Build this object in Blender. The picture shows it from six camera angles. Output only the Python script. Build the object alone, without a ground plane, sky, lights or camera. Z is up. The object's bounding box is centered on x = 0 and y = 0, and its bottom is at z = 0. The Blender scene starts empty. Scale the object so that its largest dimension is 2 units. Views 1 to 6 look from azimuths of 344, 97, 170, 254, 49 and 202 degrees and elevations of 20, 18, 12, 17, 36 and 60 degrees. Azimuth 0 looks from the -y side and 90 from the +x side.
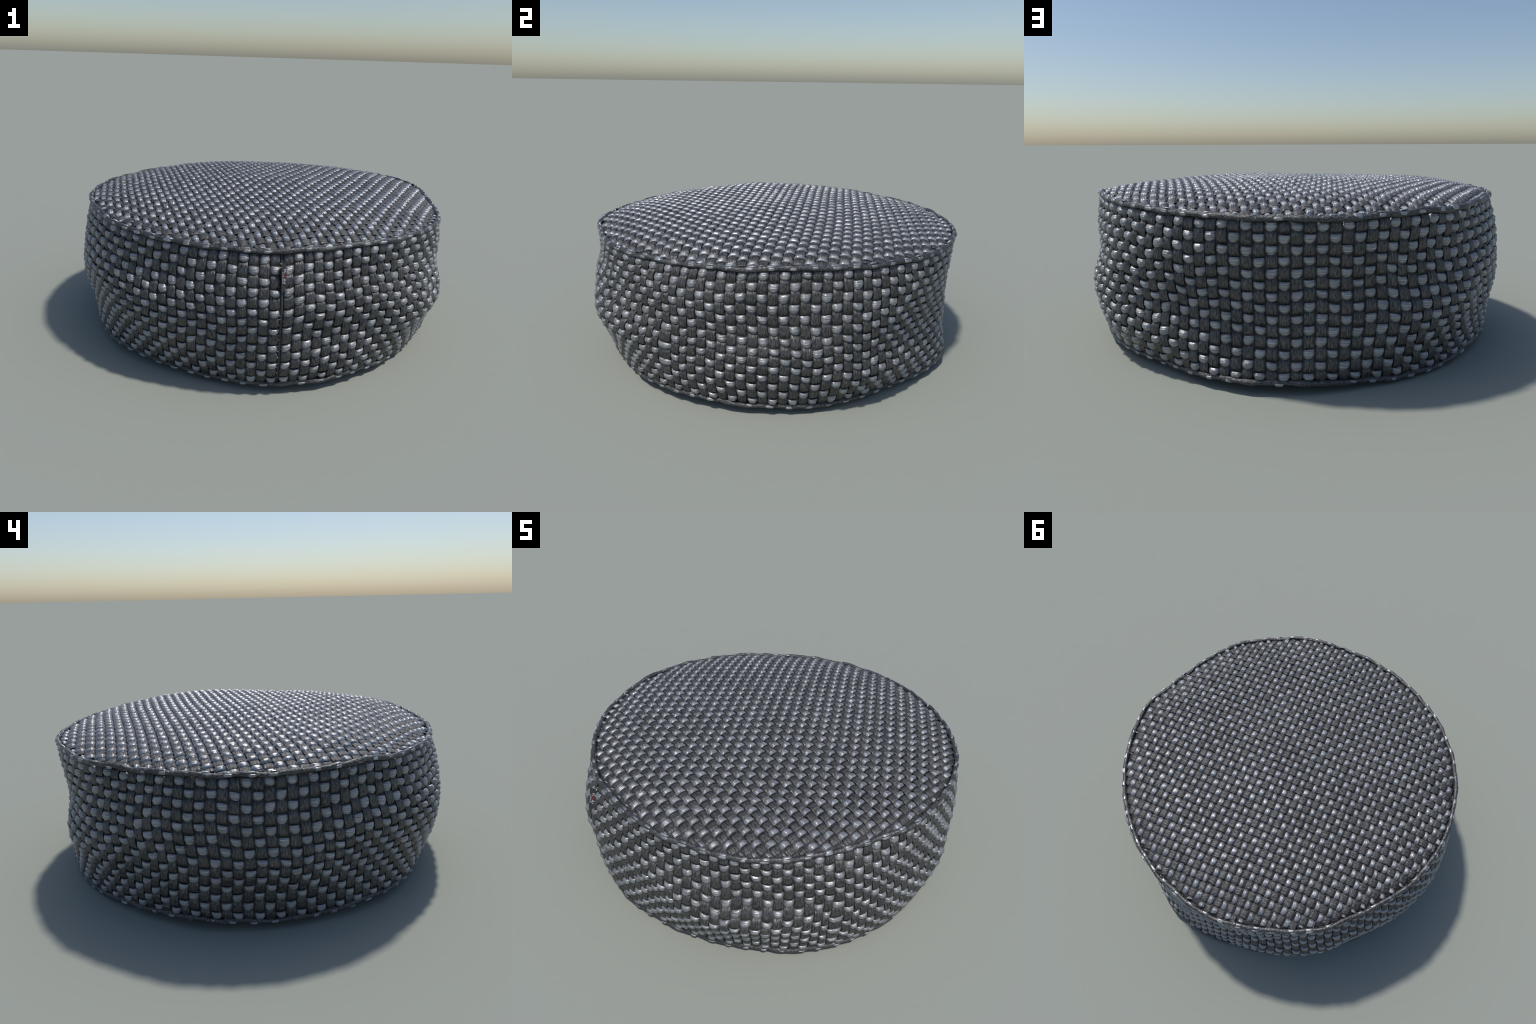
"""Round floor pouf covered in a chunky two-tone basket weave.

The cover is a slack drum: a side wall given by six horizontal cross-sections,
a softly domed top, a piping cord at both rims, one vertical seam with a small
folded label.  Every yarn of the plain weave is modelled on that surface.
"""
import math
import bpy
import numpy as np

TAU = 2 * math.pi

# --------------------------------------------------------------------------
# Drum shape: radius at 24 stations (every 15 degrees from +x, anticlockwise)
# for six cross-sections from the bottom rim (row 0) to the top rim (row 5).
# --------------------------------------------------------------------------
RADII = np.array([
    [0.947, 0.948, 0.933, 0.928, 0.975, 0.987, 0.958, 0.949, 0.940, 0.940, 0.955, 0.947, 0.934, 0.940, 0.942, 0.920, 0.914, 0.948, 0.949, 0.927, 0.911, 0.913, 0.939, 0.949],
    [0.985, 0.985, 0.996, 0.978, 0.963, 0.966, 0.961, 0.968, 0.957, 0.953, 0.966, 0.949, 0.947, 0.950, 0.957, 0.959, 0.953, 0.979, 0.971, 0.953, 0.953, 0.950, 0.965, 0.981],
    [0.994, 1.003, 0.989, 0.958, 0.947, 0.963, 0.958, 0.990, 0.999, 0.969, 0.990, 0.999, 0.988, 0.967, 0.987, 0.992, 0.974, 0.985, 0.959, 0.958, 0.995, 1.003, 0.986, 0.978],
    [0.963, 0.969, 0.993, 0.973, 0.955, 0.960, 0.951, 0.957, 0.984, 0.985, 0.987, 0.992, 0.983, 0.985, 0.995, 0.993, 0.984, 0.999, 0.984, 0.974, 0.972, 0.957, 0.957, 0.973],
    [0.968, 0.966, 0.980, 0.982, 0.970, 0.968, 0.967, 0.961, 0.956, 0.958, 0.973, 0.978, 0.959, 0.950, 0.958, 0.944, 0.957, 0.977, 0.951, 0.942, 0.941, 0.947, 0.956, 0.967],
    [0.955, 0.950, 0.957, 0.964, 0.971, 0.978, 0.983, 0.971, 0.965, 0.939, 0.943, 0.944, 0.938, 0.934, 0.934, 0.933, 0.925, 0.928, 0.922, 0.944, 0.944, 0.956, 0.932, 0.928],
])
RIM_TOP = np.array([0.680, 0.683, 0.674, 0.664, 0.656, 0.651, 0.654, 0.661, 0.660, 0.663, 0.671, 0.672, 0.677, 0.679, 0.666, 0.661, 0.658, 0.655, 0.666, 0.671, 0.664, 0.662, 0.659, 0.665])
RIM_BOTTOM = np.array([0.038, 0.029, 0.024, 0.025, 0.033, 0.036, 0.025, 0.009, 0.011, 0.031, 0.042, 0.034, 0.030, 0.041, 0.047, 0.035, 0.023, 0.031, 0.041, 0.036, 0.025, 0.028, 0.040, 0.045])

DOME = 0.059           # how far the middle of the top stands above the rim
PIPING = 0.0115        # radius of the rim cord
SEAM_ANGLE = math.radians(-101.3)
COLUMNS = 135          # upright yarns round the wall (odd: the weave breaks at the seam)
ROWS = 14              # round-going yarns up the wall
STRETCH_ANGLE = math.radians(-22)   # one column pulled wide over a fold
SEAM_GAP = 0.25        # width of the seam groove, in columns
TOP_PITCH_X = 0.0362   # spacing of the top's light yarns (they run along y)
TOP_PITCH_Y = 0.0457   # spacing of the top's dark yarns (they run along x)
TOP_SHEAR = 0.025

NA, NH = 1440, 120     # resolution of the sampled wall


def around(values, angle):
    """Smooth periodic curve through the 24 stations (cubic, Catmull-Rom)."""
    n = len(values)
    u = np.mod(np.asarray(angle) / TAU * n, n)
    k = np.floor(u).astype(int)
    f = u - k
    a, b, c, d = (values[(k + o) % n] for o in (-1, 0, 1, 2))
    return b + 0.5 * f * (c - a + f * (2 * a - 5 * b + 4 * c - d + f * (3 * (b - c) + d - a)))


def along_height(rows, t):
    """Catmull-Rom up the wall through the six cross-sections."""
    n = len(rows) - 1
    u = np.clip(t, 0, 1) * n
    k = np.minimum(np.floor(u).astype(int), n - 1)
    f = (u - k)[:, None]
    pick = lambda o: rows[np.clip(k + o, 0, n)]
    a, b, c, d = pick(-1), pick(0), pick(1), pick(2)
    return b + 0.5 * f * (c - a + f * (2 * a - 5 * b + 4 * c - d + f * (3 * (b - c) + d - a)))


def waves(seed, count, reach):
    """A smooth random field of two variables, made of a few sine waves."""
    rng = np.random.default_rng(seed)
    k = rng.integers(-reach, reach + 1, (count, 2))
    ph = rng.uniform(0, TAU, count)
    amp = rng.uniform(0.5, 1, count)
    amp /= np.sqrt((amp ** 2).sum() / 2)
    return lambda a, b: sum(m * np.sin(i * a + j * b + p) for (i, j), p, m in zip(k, ph, amp))


# ------------------------------- wall -------------------------------------
grid_a = np.linspace(0, TAU, NA + 1)
grid_t = np.linspace(0, 1, NH + 1)
ring_r = np.array([around(row, grid_a) for row in RADII])
wall_r = along_height(ring_r, grid_t)
rim_r = around(RADII[5], grid_a)
rim_z = around(RIM_TOP, grid_a)
hem_z = around(RIM_BOTTOM, grid_a)
tuck = 0.010 * np.exp(-((1 - grid_t) / 0.03) ** 2) + 0.008 * np.exp(-(grid_t / 0.03) ** 2)
wall_r = wall_r - tuck[:, None]
wall_z = (hem_z + 0.008) + (rim_z - hem_z - 0.020) * grid_t[:, None]
WALL = np.stack([wall_r * np.cos(grid_a), wall_r * np.sin(grid_a), wall_z], -1)
da = np.gradient(WALL, axis=1)
da[:, 0] = da[:, -1] = WALL[:, 1] - WALL[:, -2]
WALL_N = np.cross(da, np.gradient(WALL, axis=0))
WALL_N /= np.linalg.norm(WALL_N, axis=-1, keepdims=True)


def sample(grid, angle, t):
    u = np.mod(angle / TAU, 1.0) * NA
    v = np.clip(t, 0, 1) * NH
    i = np.minimum(u.astype(int), NA - 1)
    j = np.minimum(v.astype(int), NH - 1)
    f, g = (u - i)[..., None], (v - j)[..., None]
    return (grid[j, i] * (1 - f) + grid[j, i + 1] * f) * (1 - g) + (grid[j + 1, i] * (1 - f) + grid[j + 1, i + 1] * f) * g


sway = waves(11, 8, 3)
lift = waves(12, 8, 3)
jostle = waves(13, 10, 34)


def wall_sheet(c, r):
    """Weave coordinates (column, row) to a point and normal on the wall."""
    a0 = SEAM_ANGLE + (c + 0.5 + SEAM_GAP / 2) / (COLUMNS + SEAM_GAP) * TAU
    t0 = (r + 0.5) / ROWS
    edge = np.clip(4 * t0 * (1 - t0), 0, 1)
    near_seam = 1 - np.exp(-(np.minimum(c + 0.5, COLUMNS - 0.5 - c) / 6.0) ** 2)
    a = a0 + 0.0075 * sway(a0, 3.0 * t0) * edge * near_seam
    q = (np.mod(a0 - STRETCH_ANGLE + math.pi, TAU) - math.pi) / 0.036
    a = a + 0.024 * q * np.exp(-q * q / 2) * np.exp(-((t0 - 0.33) / 0.22) ** 4)
    t = t0 + (0.010 * lift(2 * a0, 2.5 * t0) + 0.0045 * jostle(a0, 0.12 * t0)) * edge
    return sample(WALL, a, t), sample(WALL_N, a, t)


# -------------------------------- top -------------------------------------
mean_rim = float(RIM_TOP.mean())
ripple = waves(21, 7, 3)


def top_height(x, y):
    ang = np.arctan2(y, x)
    rho = np.hypot(x, y) / (around(RADII[5], ang) - 0.010)
    z = mean_rim + (around(RIM_TOP, ang) - mean_rim) * np.clip(rho, 0, 1) ** 3
    z = z - 0.006 + DOME * (1 - np.clip(rho, 0, 1.02) ** 7.0) + 0.015 * np.exp(-((x - 0.08) ** 2 + (y - 0.05) ** 2) / 0.38 ** 2)
    return z + 0.003 * ripple(3 * x, 3 * y) * np.clip(1 - rho ** 2, 0, 1)


drift_x, drift_y = waves(22, 6, 2), waves(23, 6, 2)


def top_sheet(c, r):
    """Column c counts dark yarns in y, row r counts light yarns in x."""
    x0 = r * TOP_PITCH_X
    y0 = c * TOP_PITCH_Y - TOP_SHEAR * x0
    x = x0 + 0.006 * drift_x(2 * x0, 2 * y0)
    y = y0 + 0.006 * drift_y(2 * x0, 2 * y0)
    e = 0.004
    z = top_height(x, y)
    n = np.stack([-(top_height(x + e, y) - z) / e, -(top_height(x, y + e) - z) / e, np.ones_like(z)], -1)
    n /= np.linalg.norm(n, axis=-1, keepdims=True)
    return np.stack([x, y, z], -1), n


def top_rho(c, r):
    """Distance from the middle of the top, 1 at the inner side of the piping."""
    p, _ = top_sheet(c, r)
    x, y = p[..., 0], p[..., 1]
    return np.hypot(x, y) / (around(RADII[5], np.arctan2(y, x)) - 0.012)


# ------------------------------ mesh helpers ------------------------------
def make_object(name, points, faces, material, parent, kind=None):
    mesh = bpy.data.meshes.new(name)
    mesh.from_pydata(points.reshape(-1, 3).tolist(), [], faces)
    mesh.polygons.foreach_set("use_smooth", np.ones(len(mesh.polygons), bool))
    mesh.materials.append(material)
    mesh.update()
    obj = bpy.data.objects.new(name, mesh)
    bpy.context.scene.collection.objects.link(obj)
    obj.parent = parent
    if kind:
        obj["kind"] = kind
    return obj


def tube_faces(n, m, closed=False, caps=True):
    """Quads of n rings with m points each."""
    i = np.arange(n if closed else n - 1)[:, None]
    j = np.arange(m)[None, :]
    k, l = (i + 1) % n, (j + 1) % m
    f = np.stack([i * m + j, i * m + l, k * m + l, k * m + j], -1).reshape(-1, 4).tolist()
    if caps and not closed:
        f += [list(range(m))[::-1], list(range((n - 1) * m, n * m))]
    return f


def smooth(x):
    x = np.clip(x, 0, 1)
    return x * x * (3 - 2 * x)


FRONT, BACK = 13, 3
PHI = np.linspace(0, math.pi, FRONT)
ACROSS = np.concatenate([np.cos(PHI), np.array([-0.6, 0.0, 0.6])])
IS_BACK = np.concatenate([np.zeros(FRONT), np.ones(BACK)])


def chaos(*k):
    """Repeatable pseudo-random numbers in -1..1 from whole numbers."""
    v = np.sin(k[0] * 127.1 + k[1] * 311.7 + k[2] * 74.7) * 43758.5453
    return (v - np.floor(v)) * 2 - 1


def light_yarn(sheet, index, lo, hi, flip=1.0, relief=1.0, salt=0):
    """Plump satin yarn: shows as a knob wherever it passes over a dark one."""
    u = np.linspace(lo, hi, max(int((hi - lo) * 10) + 1, 3))
    w = np.cos(math.pi * (u + index))
    near = np.round((u + index) / 2) * 2
    x = u + index - near                      # distance from the knob's middle
    k1, k2, k3 = (chaos(near, index, s + salt) for s in (1, 2, 3))
    g = smooth((w + 0.55) / 1.45)
    belly = np.sqrt(np.clip(1 - (x / 0.54) ** 2, 0, 1))
    upper = 0.18 + (0.18 + 0.05 * k1) * smooth((w + 0.40) / 0.70)
    lower = 0.18 + (0.25 + 0.07 * k2) * belly
    centre = -0.0175 + 0.0125 * g
    bulge = 0.0040 + (0.0085 + 0.0012 * k3) * g
    v = ACROSS[None, :]
    up, dn = np.clip(v, 0, 1), np.clip(-v, 0, 1)
    front = np.where(v > 0, (1 - up ** 2.8) ** 0.52, (1 - dn ** 1.75) ** 0.75)
    strand = 0.0011 * np.cos(v * 9.5 + x[:, None] * 2.6 * k2[:, None] + 3 * k1[:, None]) * g[:, None] * (1 - np.abs(v) ** 4)
    h = np.where(IS_BACK[None, :] > 0, centre[:, None] - 0.006, centre[:, None] + bulge[:, None] * front + strand)
    off = np.where(v > 0, v * upper[:, None], v * lower[:, None]) * flip
    taper = 0.32 * x * smooth(1.15 - np.abs(x)) * g
    c = u[:, None] - taper[:, None] * dn ** 2 + 0.16 * k2[:, None] * off
    p, n = sheet(c, index + off + 0.045 * k3[:, None] + 0.10 * k1[:, None] * x[:, None] * g[:, None])
    return p + n * (h * relief)[..., None], tube_faces(*h.shape)


def dark_yarn(sheet, index, lo, hi, relief=1.0, salt=0):
    """Flat fibrous band running the other way."""
    u = np.linspace(lo, hi, max(int((hi - lo) * 8) + 1, 3))
    w = -np.cos(math.pi * (u + index))
    seg = np.round((u + index - 1) / 2)
    k1, k2 = chaos(seg, index, 5 + salt), chaos(seg, index, 6 + salt)
    g = smooth((w + 0.75) / 1.4)
    half = 0.415 + (0.045 + 0.02 * k1) * g
    centre = -0.0150 + 0.0105 * g
    bulge = 0.0046 + 0.0020 * g
    v = ACROSS[None, :]
    front = (1 - np.abs(v) ** 2.6) ** 0.6
    fibre = 0.0006 * np.cos(v * 17 + 6 * k2[:, None] + 0.7 * np.sin(u[:, None] * 5 + index)) * (1 - np.abs(v) ** 6)
    h = np.where(IS_BACK[None, :] > 0, centre[:, None] - 0.005, centre[:, None] + bulge[:, None] * front + fibre)
    off = v * half[:, None] + 0.02 * k1[:, None]
    p, n = sheet(index + off, np.broadcast_to(u[:, None], h.shape))
    return p + n * (h * relief)[..., None], tube_faces(*h.shape)


# ------------------------------- materials --------------------------------
def yarn_material(name, colour, spread, rough, mapping, bump, tint=(1, 1, 1), coords="plain", sheen=0.6):
    """Fibre-streaked yarn.  coords 'round' unrolls the wall into angle and height."""
    m = bpy.data.materials.new(name)
    m.use_nodes = True
    nt = m.node_tree
    nt.nodes.clear()
    N = lambda kind, **kw: _node(nt, kind, kw)
    L = nt.links.new
    tc = N("ShaderNodeTexCoord")
    vec = tc.outputs["Object"]
    if coords == "round":
        sep = N("ShaderNodeSeparateXYZ")
        L(vec, sep.inputs[0])
        at = N("ShaderNodeMath", operation="ARCTAN2")
        L(sep.outputs["Y"], at.inputs[0])
        L(sep.outputs["X"], at.inputs[1])
        com = N("ShaderNodeCombineXYZ")
        L(at.outputs[0], com.inputs["X"])
        L(sep.outputs["Z"], com.inputs["Y"])
        vec = com.outputs[0]
    mp = N("ShaderNodeMapping")
    mp.inputs["Scale"].default_value = mapping
    L(vec, mp.inputs["Vector"])
    fine = N("ShaderNodeTexNoise")
    fine.inputs["Scale"].default_value = 1.0
    fine.inputs["Detail"].default_value = 4.0
    fine.inputs["Roughness"].default_value = 0.6
    fine.inputs["Distortion"].default_value = 0.6
    L(mp.outputs[0], fine.inputs["Vector"])
    patch = N("ShaderNodeTexNoise")
    patch.inputs["Scale"].default_value = 9.0
    patch.inputs["Detail"].default_value = 2.0
    L(tc.outputs["Object"], patch.inputs["Vector"])
    ramp = N("ShaderNodeValToRGB")
    ramp.color_ramp.elements[0].position = 0.28
    ramp.color_ramp.elements[1].position = 0.74
    lo = [c * (1 - spread) for c in colour]
    hi = [c * (1 + spread) * t for c, t in zip(colour, tint)]
    ramp.color_ramp.elements[0].color = (*lo, 1)
    ramp.color_ramp.elements[1].color = (*hi, 1)
    L(fine.outputs["Fac"], ramp.inputs[0])
    mul = N("ShaderNodeMapRange")
    mul.inputs["From Min"].default_value = 0.3
    mul.inputs["From Max"].default_value = 0.7
    mul.inputs["To Min"].default_value = 0.88
    mul.inputs["To Max"].default_value = 1.12
    L(patch.outputs["Fac"], mul.inputs["Value"])
    mix = N("ShaderNodeMix", data_type="RGBA", blend_type="MULTIPLY")
    mix.inputs[0].default_value = 1.0
    L(ramp.outputs[0], mix.inputs[6])
    L(mul.outputs[0], mix.inputs[7])
    bs = N("ShaderNodeBsdfPrincipled")
    L(mix.outputs[2], bs.inputs["Base Color"])
    bs.inputs["Roughness"].default_value = rough
    bs.inputs["Specular IOR Level"].default_value = 0.5
    bs.inputs["Metallic"].default_value = sheen       # lurex-like lustre
    bp = N("ShaderNodeBump")
    bp.inputs["Strength"].default_value = bump
    bp.inputs["Distance"].default_value = 0.0045
    L(fine.outputs["Fac"], bp.inputs["Height"])
    L(bp.outputs[0], bs.inputs["Normal"])
    out = N("ShaderNodeOutputMaterial")
    L(bs.outputs[0], out.inputs["Surface"])
    return m


def _node(nt, kind, props):
    n = nt.nodes.new(kind)
    for k, v in props.items():
        setattr(n, k, v)
    return n


def plain_material(name, colour, rough):
    m = bpy.data.materials.new(name)
    m.use_nodes = True
    nt = m.node_tree
    bs = nt.nodes["Principled BSDF"]
    tc = nt.nodes.new("ShaderNodeTexCoord")
    no = nt.nodes.new("ShaderNodeTexNoise")
    no.inputs["Scale"].default_value = 260.0
    ramp = nt.nodes.new("ShaderNodeValToRGB")
    ramp.color_ramp.elements[0].color = (*[c * 0.85 for c in colour], 1)
    ramp.color_ramp.elements[1].color = (*[c * 1.15 for c in colour], 1)
    nt.links.new(tc.outputs["Object"], no.inputs["Vector"])
    nt.links.new(no.outputs["Fac"], ramp.inputs[0])
    nt.links.new(ramp.outputs[0], bs.inputs["Base Color"])
    bs.inputs["Roughness"].default_value = rough
    return m


LIGHT = (0.345, 0.35, 0.36)
DARK = (0.100, 0.100, 0.101)
light_wall = yarn_material("satin_yarn_wall", LIGHT, 0.45, 0.36, (16, 200, 1), 1.0, coords="round")
dark_wall = yarn_material("fibre_yarn_wall", DARK, 0.9, 0.38, (190, 48, 1), 1.0, tint=(1.03, 1.0, 0.97), coords="round")
light_top = yarn_material("satin_yarn_top", LIGHT, 0.45, 0.36, (200, 16, 16), 1.0)
dark_top = yarn_material("fibre_yarn_top", DARK, 0.9, 0.38, (48, 190, 48), 1.0, tint=(1.03, 1.0, 0.97))
cord_mat = yarn_material("piping_fabric", DARK, 0.8, 0.4, (80, 170, 1), 1.0, coords="round")
lining_mat = plain_material("lining_cloth", (0.045, 0.046, 0.048), 0.7)
label_mat = plain_material("label_ribbon", (0.028, 0.029, 0.031), 0.6)
white_mat = plain_material("label_white_thread", (0.55, 0.56, 0.57), 0.6)
red_mat = plain_material("label_red_thread", (0.35, 0.02, 0.02), 0.6)

# -------------------------------- build -----------------------------------
pouf = bpy.data.objects.new("floor_pouf", None)
bpy.context.scene.collection.objects.link(pouf)
pouf["label"] = "round low floor pouf in chunky grey basket weave"
pouf["category"] = "pouf"


def group(name):
    g = bpy.data.objects.new(name, None)
    bpy.context.scene.collection.objects.link(g)
    g.parent = pouf
    return g


side = group("side_cover")
top = group("top_cover")

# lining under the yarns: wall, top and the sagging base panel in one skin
a = grid_a[:-1:4]
inner = [sample(WALL, a, np.full_like(a, t)) - 0.0115 * sample(WALL_N, a, np.full_like(a, t)) for t in np.linspace(0, 1, 41)]
for q in (0.985, 0.96, 0.9, 0.8, 0.65, 0.5, 0.35, 0.2, 0.08, 0.01):
    r = (around(RADII[5], a) - 0.012) * q
    x, y = r * np.cos(a), r * np.sin(a)
    inner.append(np.stack([x, y, top_height(x, y) - (0.008 if q > 0.95 else 0.0125)], -1))
inner = np.array(inner)
make_object("lining", inner, tube_faces(len(inner), len(a)), lining_mat, pouf)

base = []
for q, drop in ((1.0, 0.0), (0.985, 0.35), (0.96, 0.7), (0.92, 0.93), (0.86, 1.0), (0.6, 1.0), (0.3, 1.0), (0.01, 1.0)):
    r = (around(RADII[0], a) - 0.012) * q
    z = (around(RIM_BOTTOM, a) + 0.006) * (1 - drop)
    base.append(np.stack([r * np.cos(a), r * np.sin(a), z], -1))
base = np.array(base)[::-1]
make_object("base_panel", base, tube_faces(len(base), len(a)), lining_mat, pouf)

# wall yarns
for j in range(ROWS):
    make_object("light_yarn", *light_yarn(wall_sheet, j, -0.45, COLUMNS - 0.55, relief=0.9, salt=10), light_wall, side)
for i in range(COLUMNS):
    make_object("dark_yarn", *dark_yarn(wall_sheet, i, -0.5, ROWS - 0.5, relief=0.9, salt=20), dark_wall, side)

# top yarns, each cut where it meets the piping
def span(test, limit):
    u = np.linspace(-limit, limit, 1201)
    ok = u[test(u) < 0.990]
    return (ok[0], ok[-1]) if len(ok) > 8 else None


for j in range(-30, 31):
    s = span(lambda u: top_rho(u, np.full_like(u, j)), 26)
    if s:
        make_object("light_yarn", *light_yarn(top_sheet, j, *s, relief=0.8, salt=30), light_top, top)
for i in range(-24, 25):
    s = span(lambda u: top_rho(np.full_like(u, i), u), 32)
    if s:
        make_object("dark_yarn", *dark_yarn(top_sheet, i, *s, relief=0.8, salt=40), dark_top, top)


# piping cords: a dark tube and a light yarn that surfaces on it at intervals
def cord(radius_row, height_row, lift_by, radius):
    s = np.linspace(0, TAU, 1080, endpoint=False)
    ph = np.linspace(0, TAU, 16, endpoint=False)
    wob = waves(31, 9, 40)
    r0 = around(radius_row, s) - radius + 0.0026 * wob(s, 0 * s)
    z0 = around(height_row, s) + lift_by + 0.0026 * wob(s + 2, 0 * s + 1)
    seg = s / TAU * 136
    rad = radius * (1 + 0.12 * np.cos(math.pi * seg) + 0.06 * wob(2 * s, 0 * s + 3))
    rr = r0[:, None] + rad[:, None] * np.cos(ph)
    zz = z0[:, None] + rad[:, None] * np.sin(ph)
    return np.stack([rr * np.cos(s)[:, None], rr * np.sin(s)[:, None], zz], -1), tube_faces(1080, 16, closed=True)


def cord_knobs(radius_row, height_row, lift_by, radius, tilt, salt):
    """Short light floats lying on the cord, one every second column."""
    parts = []
    for k in range(68):
        mid = SEAM_ANGLE + (2 * k + 0.6) / 136 * TAU + 0.006 * chaos(k, salt, 1)
        half = 0.020 * (1 + 0.2 * chaos(k, salt, 2))
        s = mid + np.linspace(-half, half, 13)
        x = np.linspace(-1, 1, 13)
        fade = np.sqrt(np.clip(1 - x ** 4, 0, 1))
        ph = np.linspace(0, TAU, 12, endpoint=False)
        t = tilt + 0.25 * chaos(k, salt, 3)
        r0 = around(radius_row, s) - radius + (radius * 1.0) * math.cos(t) - 0.010 * (1 - fade)
        z0 = around(height_row, s) + lift_by + (radius * 1.0) * math.sin(t) - 0.010 * (1 - fade) * math.sin(t)
        u = 0.0066 * fade[:, None] * np.cos(ph)
        v = 0.0030 * fade[:, None] * np.sin(ph)
        rr = r0[:, None] + v * math.cos(t) - u * math.sin(t)
        zz = z0[:, None] + v * math.sin(t) + u * math.cos(t)
        parts.append(np.stack([rr * np.cos(s)[:, None], rr * np.sin(s)[:, None], zz], -1))
    pts, faces = [], []
    for p in parts:
        o = len(pts) * p.shape[0] * p.shape[1]
        faces += [[i + o for i in f] for f in tube_faces(*p.shape[:2])]
        pts.append(p)
    return np.array(pts), faces


for name, rr, zz, up, salt, tilts in (("top_piping", RADII[5] + 0.005, RIM_TOP, -0.006, 50, (0.15, 1.45)),
                                      ("bottom_piping", RADII[0] + 0.004, RIM_BOTTOM, 0.009, 60, (-0.2,))):
    p = make_object(name, *cord(rr, zz, up, PIPING), cord_mat, pouf)
    for k, tilt in enumerate(tilts):
        make_object("piping_float", *cord_knobs(rr, zz, up, PIPING, tilt, salt + k), light_wall, p, "stuff")

# ------------------------------ seam and label -----------------------------
def seam_point(t, inward=0.0, shift=0.0):
    a = np.asarray(SEAM_ANGLE + shift + 0.0 * t)
    return sample(WALL, a, t) - inward * sample(WALL_N, a, t)


t = np.linspace(0.0, 1.0, 90)
ph = np.linspace(0, TAU, 8, endpoint=False)
core = seam_point(t, 0.007)
nrm = sample(WALL_N, np.full_like(t, SEAM_ANGLE), t)
tan = np.array([-math.sin(SEAM_ANGLE), math.cos(SEAM_ANGLE), 0])
ropes = core[:, None] + 0.006 * np.cos(ph)[None, :, None] * tan + 0.003 * np.sin(ph)[None, :, None] * nrm[:, None]
seam = make_object("seam", ropes, tube_faces(*ropes.shape[:2]), lining_mat, pouf)
bits, faces = [], []
for k in range(22):
    tt = np.linspace(0, 1, 7) * (0.014 + 0.006 * float(chaos(k, 5, 9))) + 0.02 + 0.0435 * k + 0.014 * float(chaos(k, 3, 9))
    if 0.60 < tt[0] < 0.87:
        continue
    f = np.sin(np.linspace(0.25, math.pi - 0.25, 7))
    c0 = seam_point(tt, 0.0045, -0.0065 + 0.001 * float(chaos(k, 4, 9)))
    nn = sample(WALL_N, np.full_like(tt, SEAM_ANGLE), tt)
    b = c0[:, None] + (0.0028 * f)[:, None, None] * (np.cos(ph)[None, :, None] * tan + np.sin(ph)[None, :, None] * nn[:, None])
    o = len(bits) * 56
    faces += [[i + o for i in q] for q in tube_faces(7, 8)]
    bits.append(b)
make_object("seam_stitch", np.array(bits), faces, light_wall, seam, "stuff")

# folded ribbon label standing out of the seam, its face turned to the right
root = np.array([-0.172, -0.930, 0.0])
outw = np.array([-0.80, -0.60, 0.0])
outw /= np.linalg.norm(outw)
face_n = np.array([-outw[1], outw[0], 0.0]) * -1
face_n = np.array([0.60, -0.80, 0.0])
LABEL_W, LABEL_LO, LABEL_HI = 0.030, 0.497, 0.612


def label_point(u, z, lift=0.0):
    """u across from the seam (0) to the fold (1), leaning outwards lower down."""
    lean = (LABEL_HI - z) / (LABEL_HI - LABEL_LO)
    p = root + outw * LABEL_W * u + np.array([-0.004, -0.026, 0]) * lean + face_n * lift
    return np.array([p[0], p[1], z])


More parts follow.
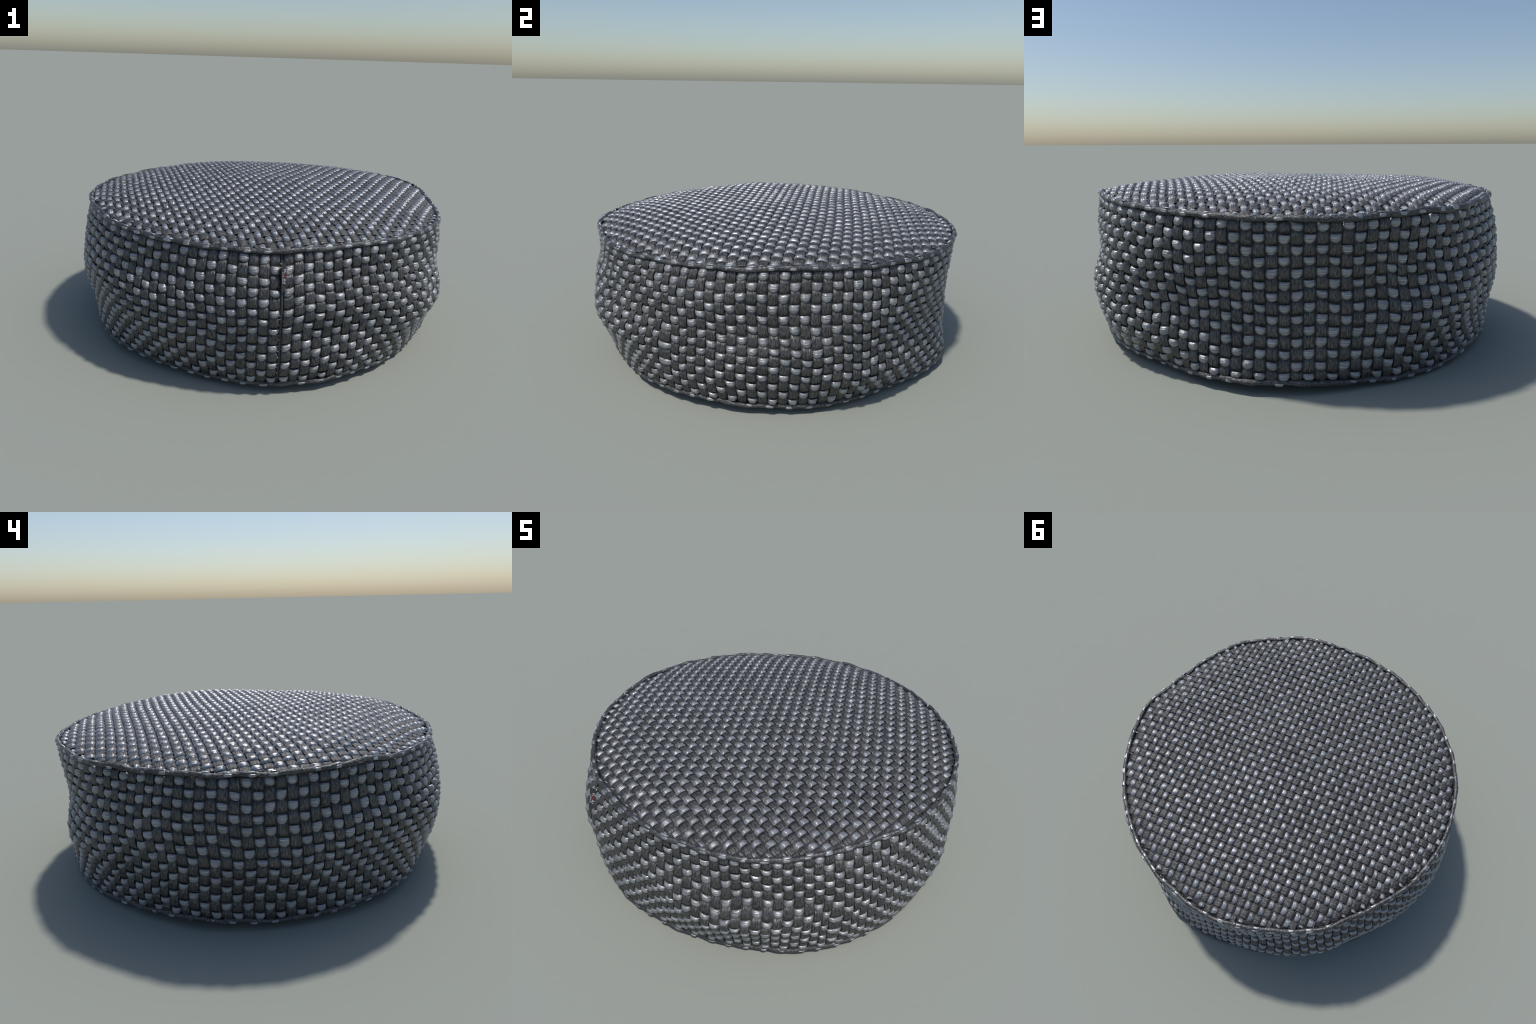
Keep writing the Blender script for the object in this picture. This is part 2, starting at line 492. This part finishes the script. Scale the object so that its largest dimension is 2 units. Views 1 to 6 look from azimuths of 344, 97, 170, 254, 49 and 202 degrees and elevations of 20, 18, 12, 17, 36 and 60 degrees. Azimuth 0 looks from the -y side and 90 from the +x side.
outline = [(0.0, 0.0012), (0.5, 0.0013), (0.9, 0.0012), (0.985, 0.0008), (1.0, 0.0), (0.985, -0.0008), (0.9, -0.0012), (0.5, -0.0013), (0.0, -0.0012)]
lab = np.array([[label_point(u, z, l) for u, l in outline] for z in np.linspace(LABEL_LO, LABEL_HI, 9)])
label = make_object("label", lab, tube_faces(*lab.shape[:2]), label_mat, pouf)
label.data.polygons.foreach_set("use_smooth", np.zeros(len(label.data.polygons), bool))


def stroke(pts, width, material, name):
    """A raised thread line on the label; pts are (across 0..1, down 0..1)."""
    out = []
    q = [label_point(1 - x, LABEL_HI - y * (LABEL_HI - LABEL_LO), 0.0017) for x, y in pts]
    for i, c in enumerate(q):
        d = q[min(i + 1, len(q) - 1)] - q[max(i - 1, 0)]
        d /= np.linalg.norm(d)
        s = np.cross(d, face_n)
        s /= np.linalg.norm(s)
        out.append([c + s * width / 2 + face_n * 0.0004, c - s * width / 2 + face_n * 0.0004, c - s * width / 2 - face_n * 0.0006, c + s * width / 2 - face_n * 0.0006])
    ob = make_object(name, np.array(out), tube_faces(len(out), 4), material, label)
    ob.data.polygons.foreach_set("use_smooth", np.zeros(len(ob.data.polygons), bool))


# the mark reads downwards: K, a red U running into an inverted V, and a U
L0, L1 = 0.52, 0.90
stroke([(L0, 0.23), (L1, 0.23)], 0.0026, white_mat, "letter")
stroke([(L1, 0.33), (0.72, 0.245), (L0, 0.335)], 0.0026, white_mat, "letter")
stroke([(L1, 0.355), (0.68, 0.355), (L0 + 0.03, 0.375), (L0, 0.40), (L0 + 0.05, 0.43), (0.78, 0.465), (0.82, 0.485), (0.78, 0.505), (L0, 0.54)], 0.0026, red_mat, "letter")
stroke([(L0, 0.545), (0.62, 0.565), (0.82, 0.59), (L1 - 0.05, 0.605), (0.70, 0.61), (L0, 0.615), (L0 - 0.01, 0.66), (L0, 0.70), (0.70, 0.705), (L1 - 0.05, 0.71)], 0.0026, white_mat, "letter")
S0, S1 = 0.14, 0.36
small = [
    [(S1, 0.30), (S0, 0.30), (S0, 0.335)], [(S1, 0.375), (S0, 0.375)], [(S1, 0.41), (S0, 0.43), (S1, 0.45)], [(S1, 0.49), (S0, 0.49)],
    [(S0, 0.53), (S1, 0.53), (S0, 0.57), (S1, 0.57)], [(S1, 0.66), (S1, 0.62), (S0, 0.62), (S0, 0.66), (0.25, 0.66)],
]
for s in small:
    stroke(s, 0.0012, white_mat, "letter")
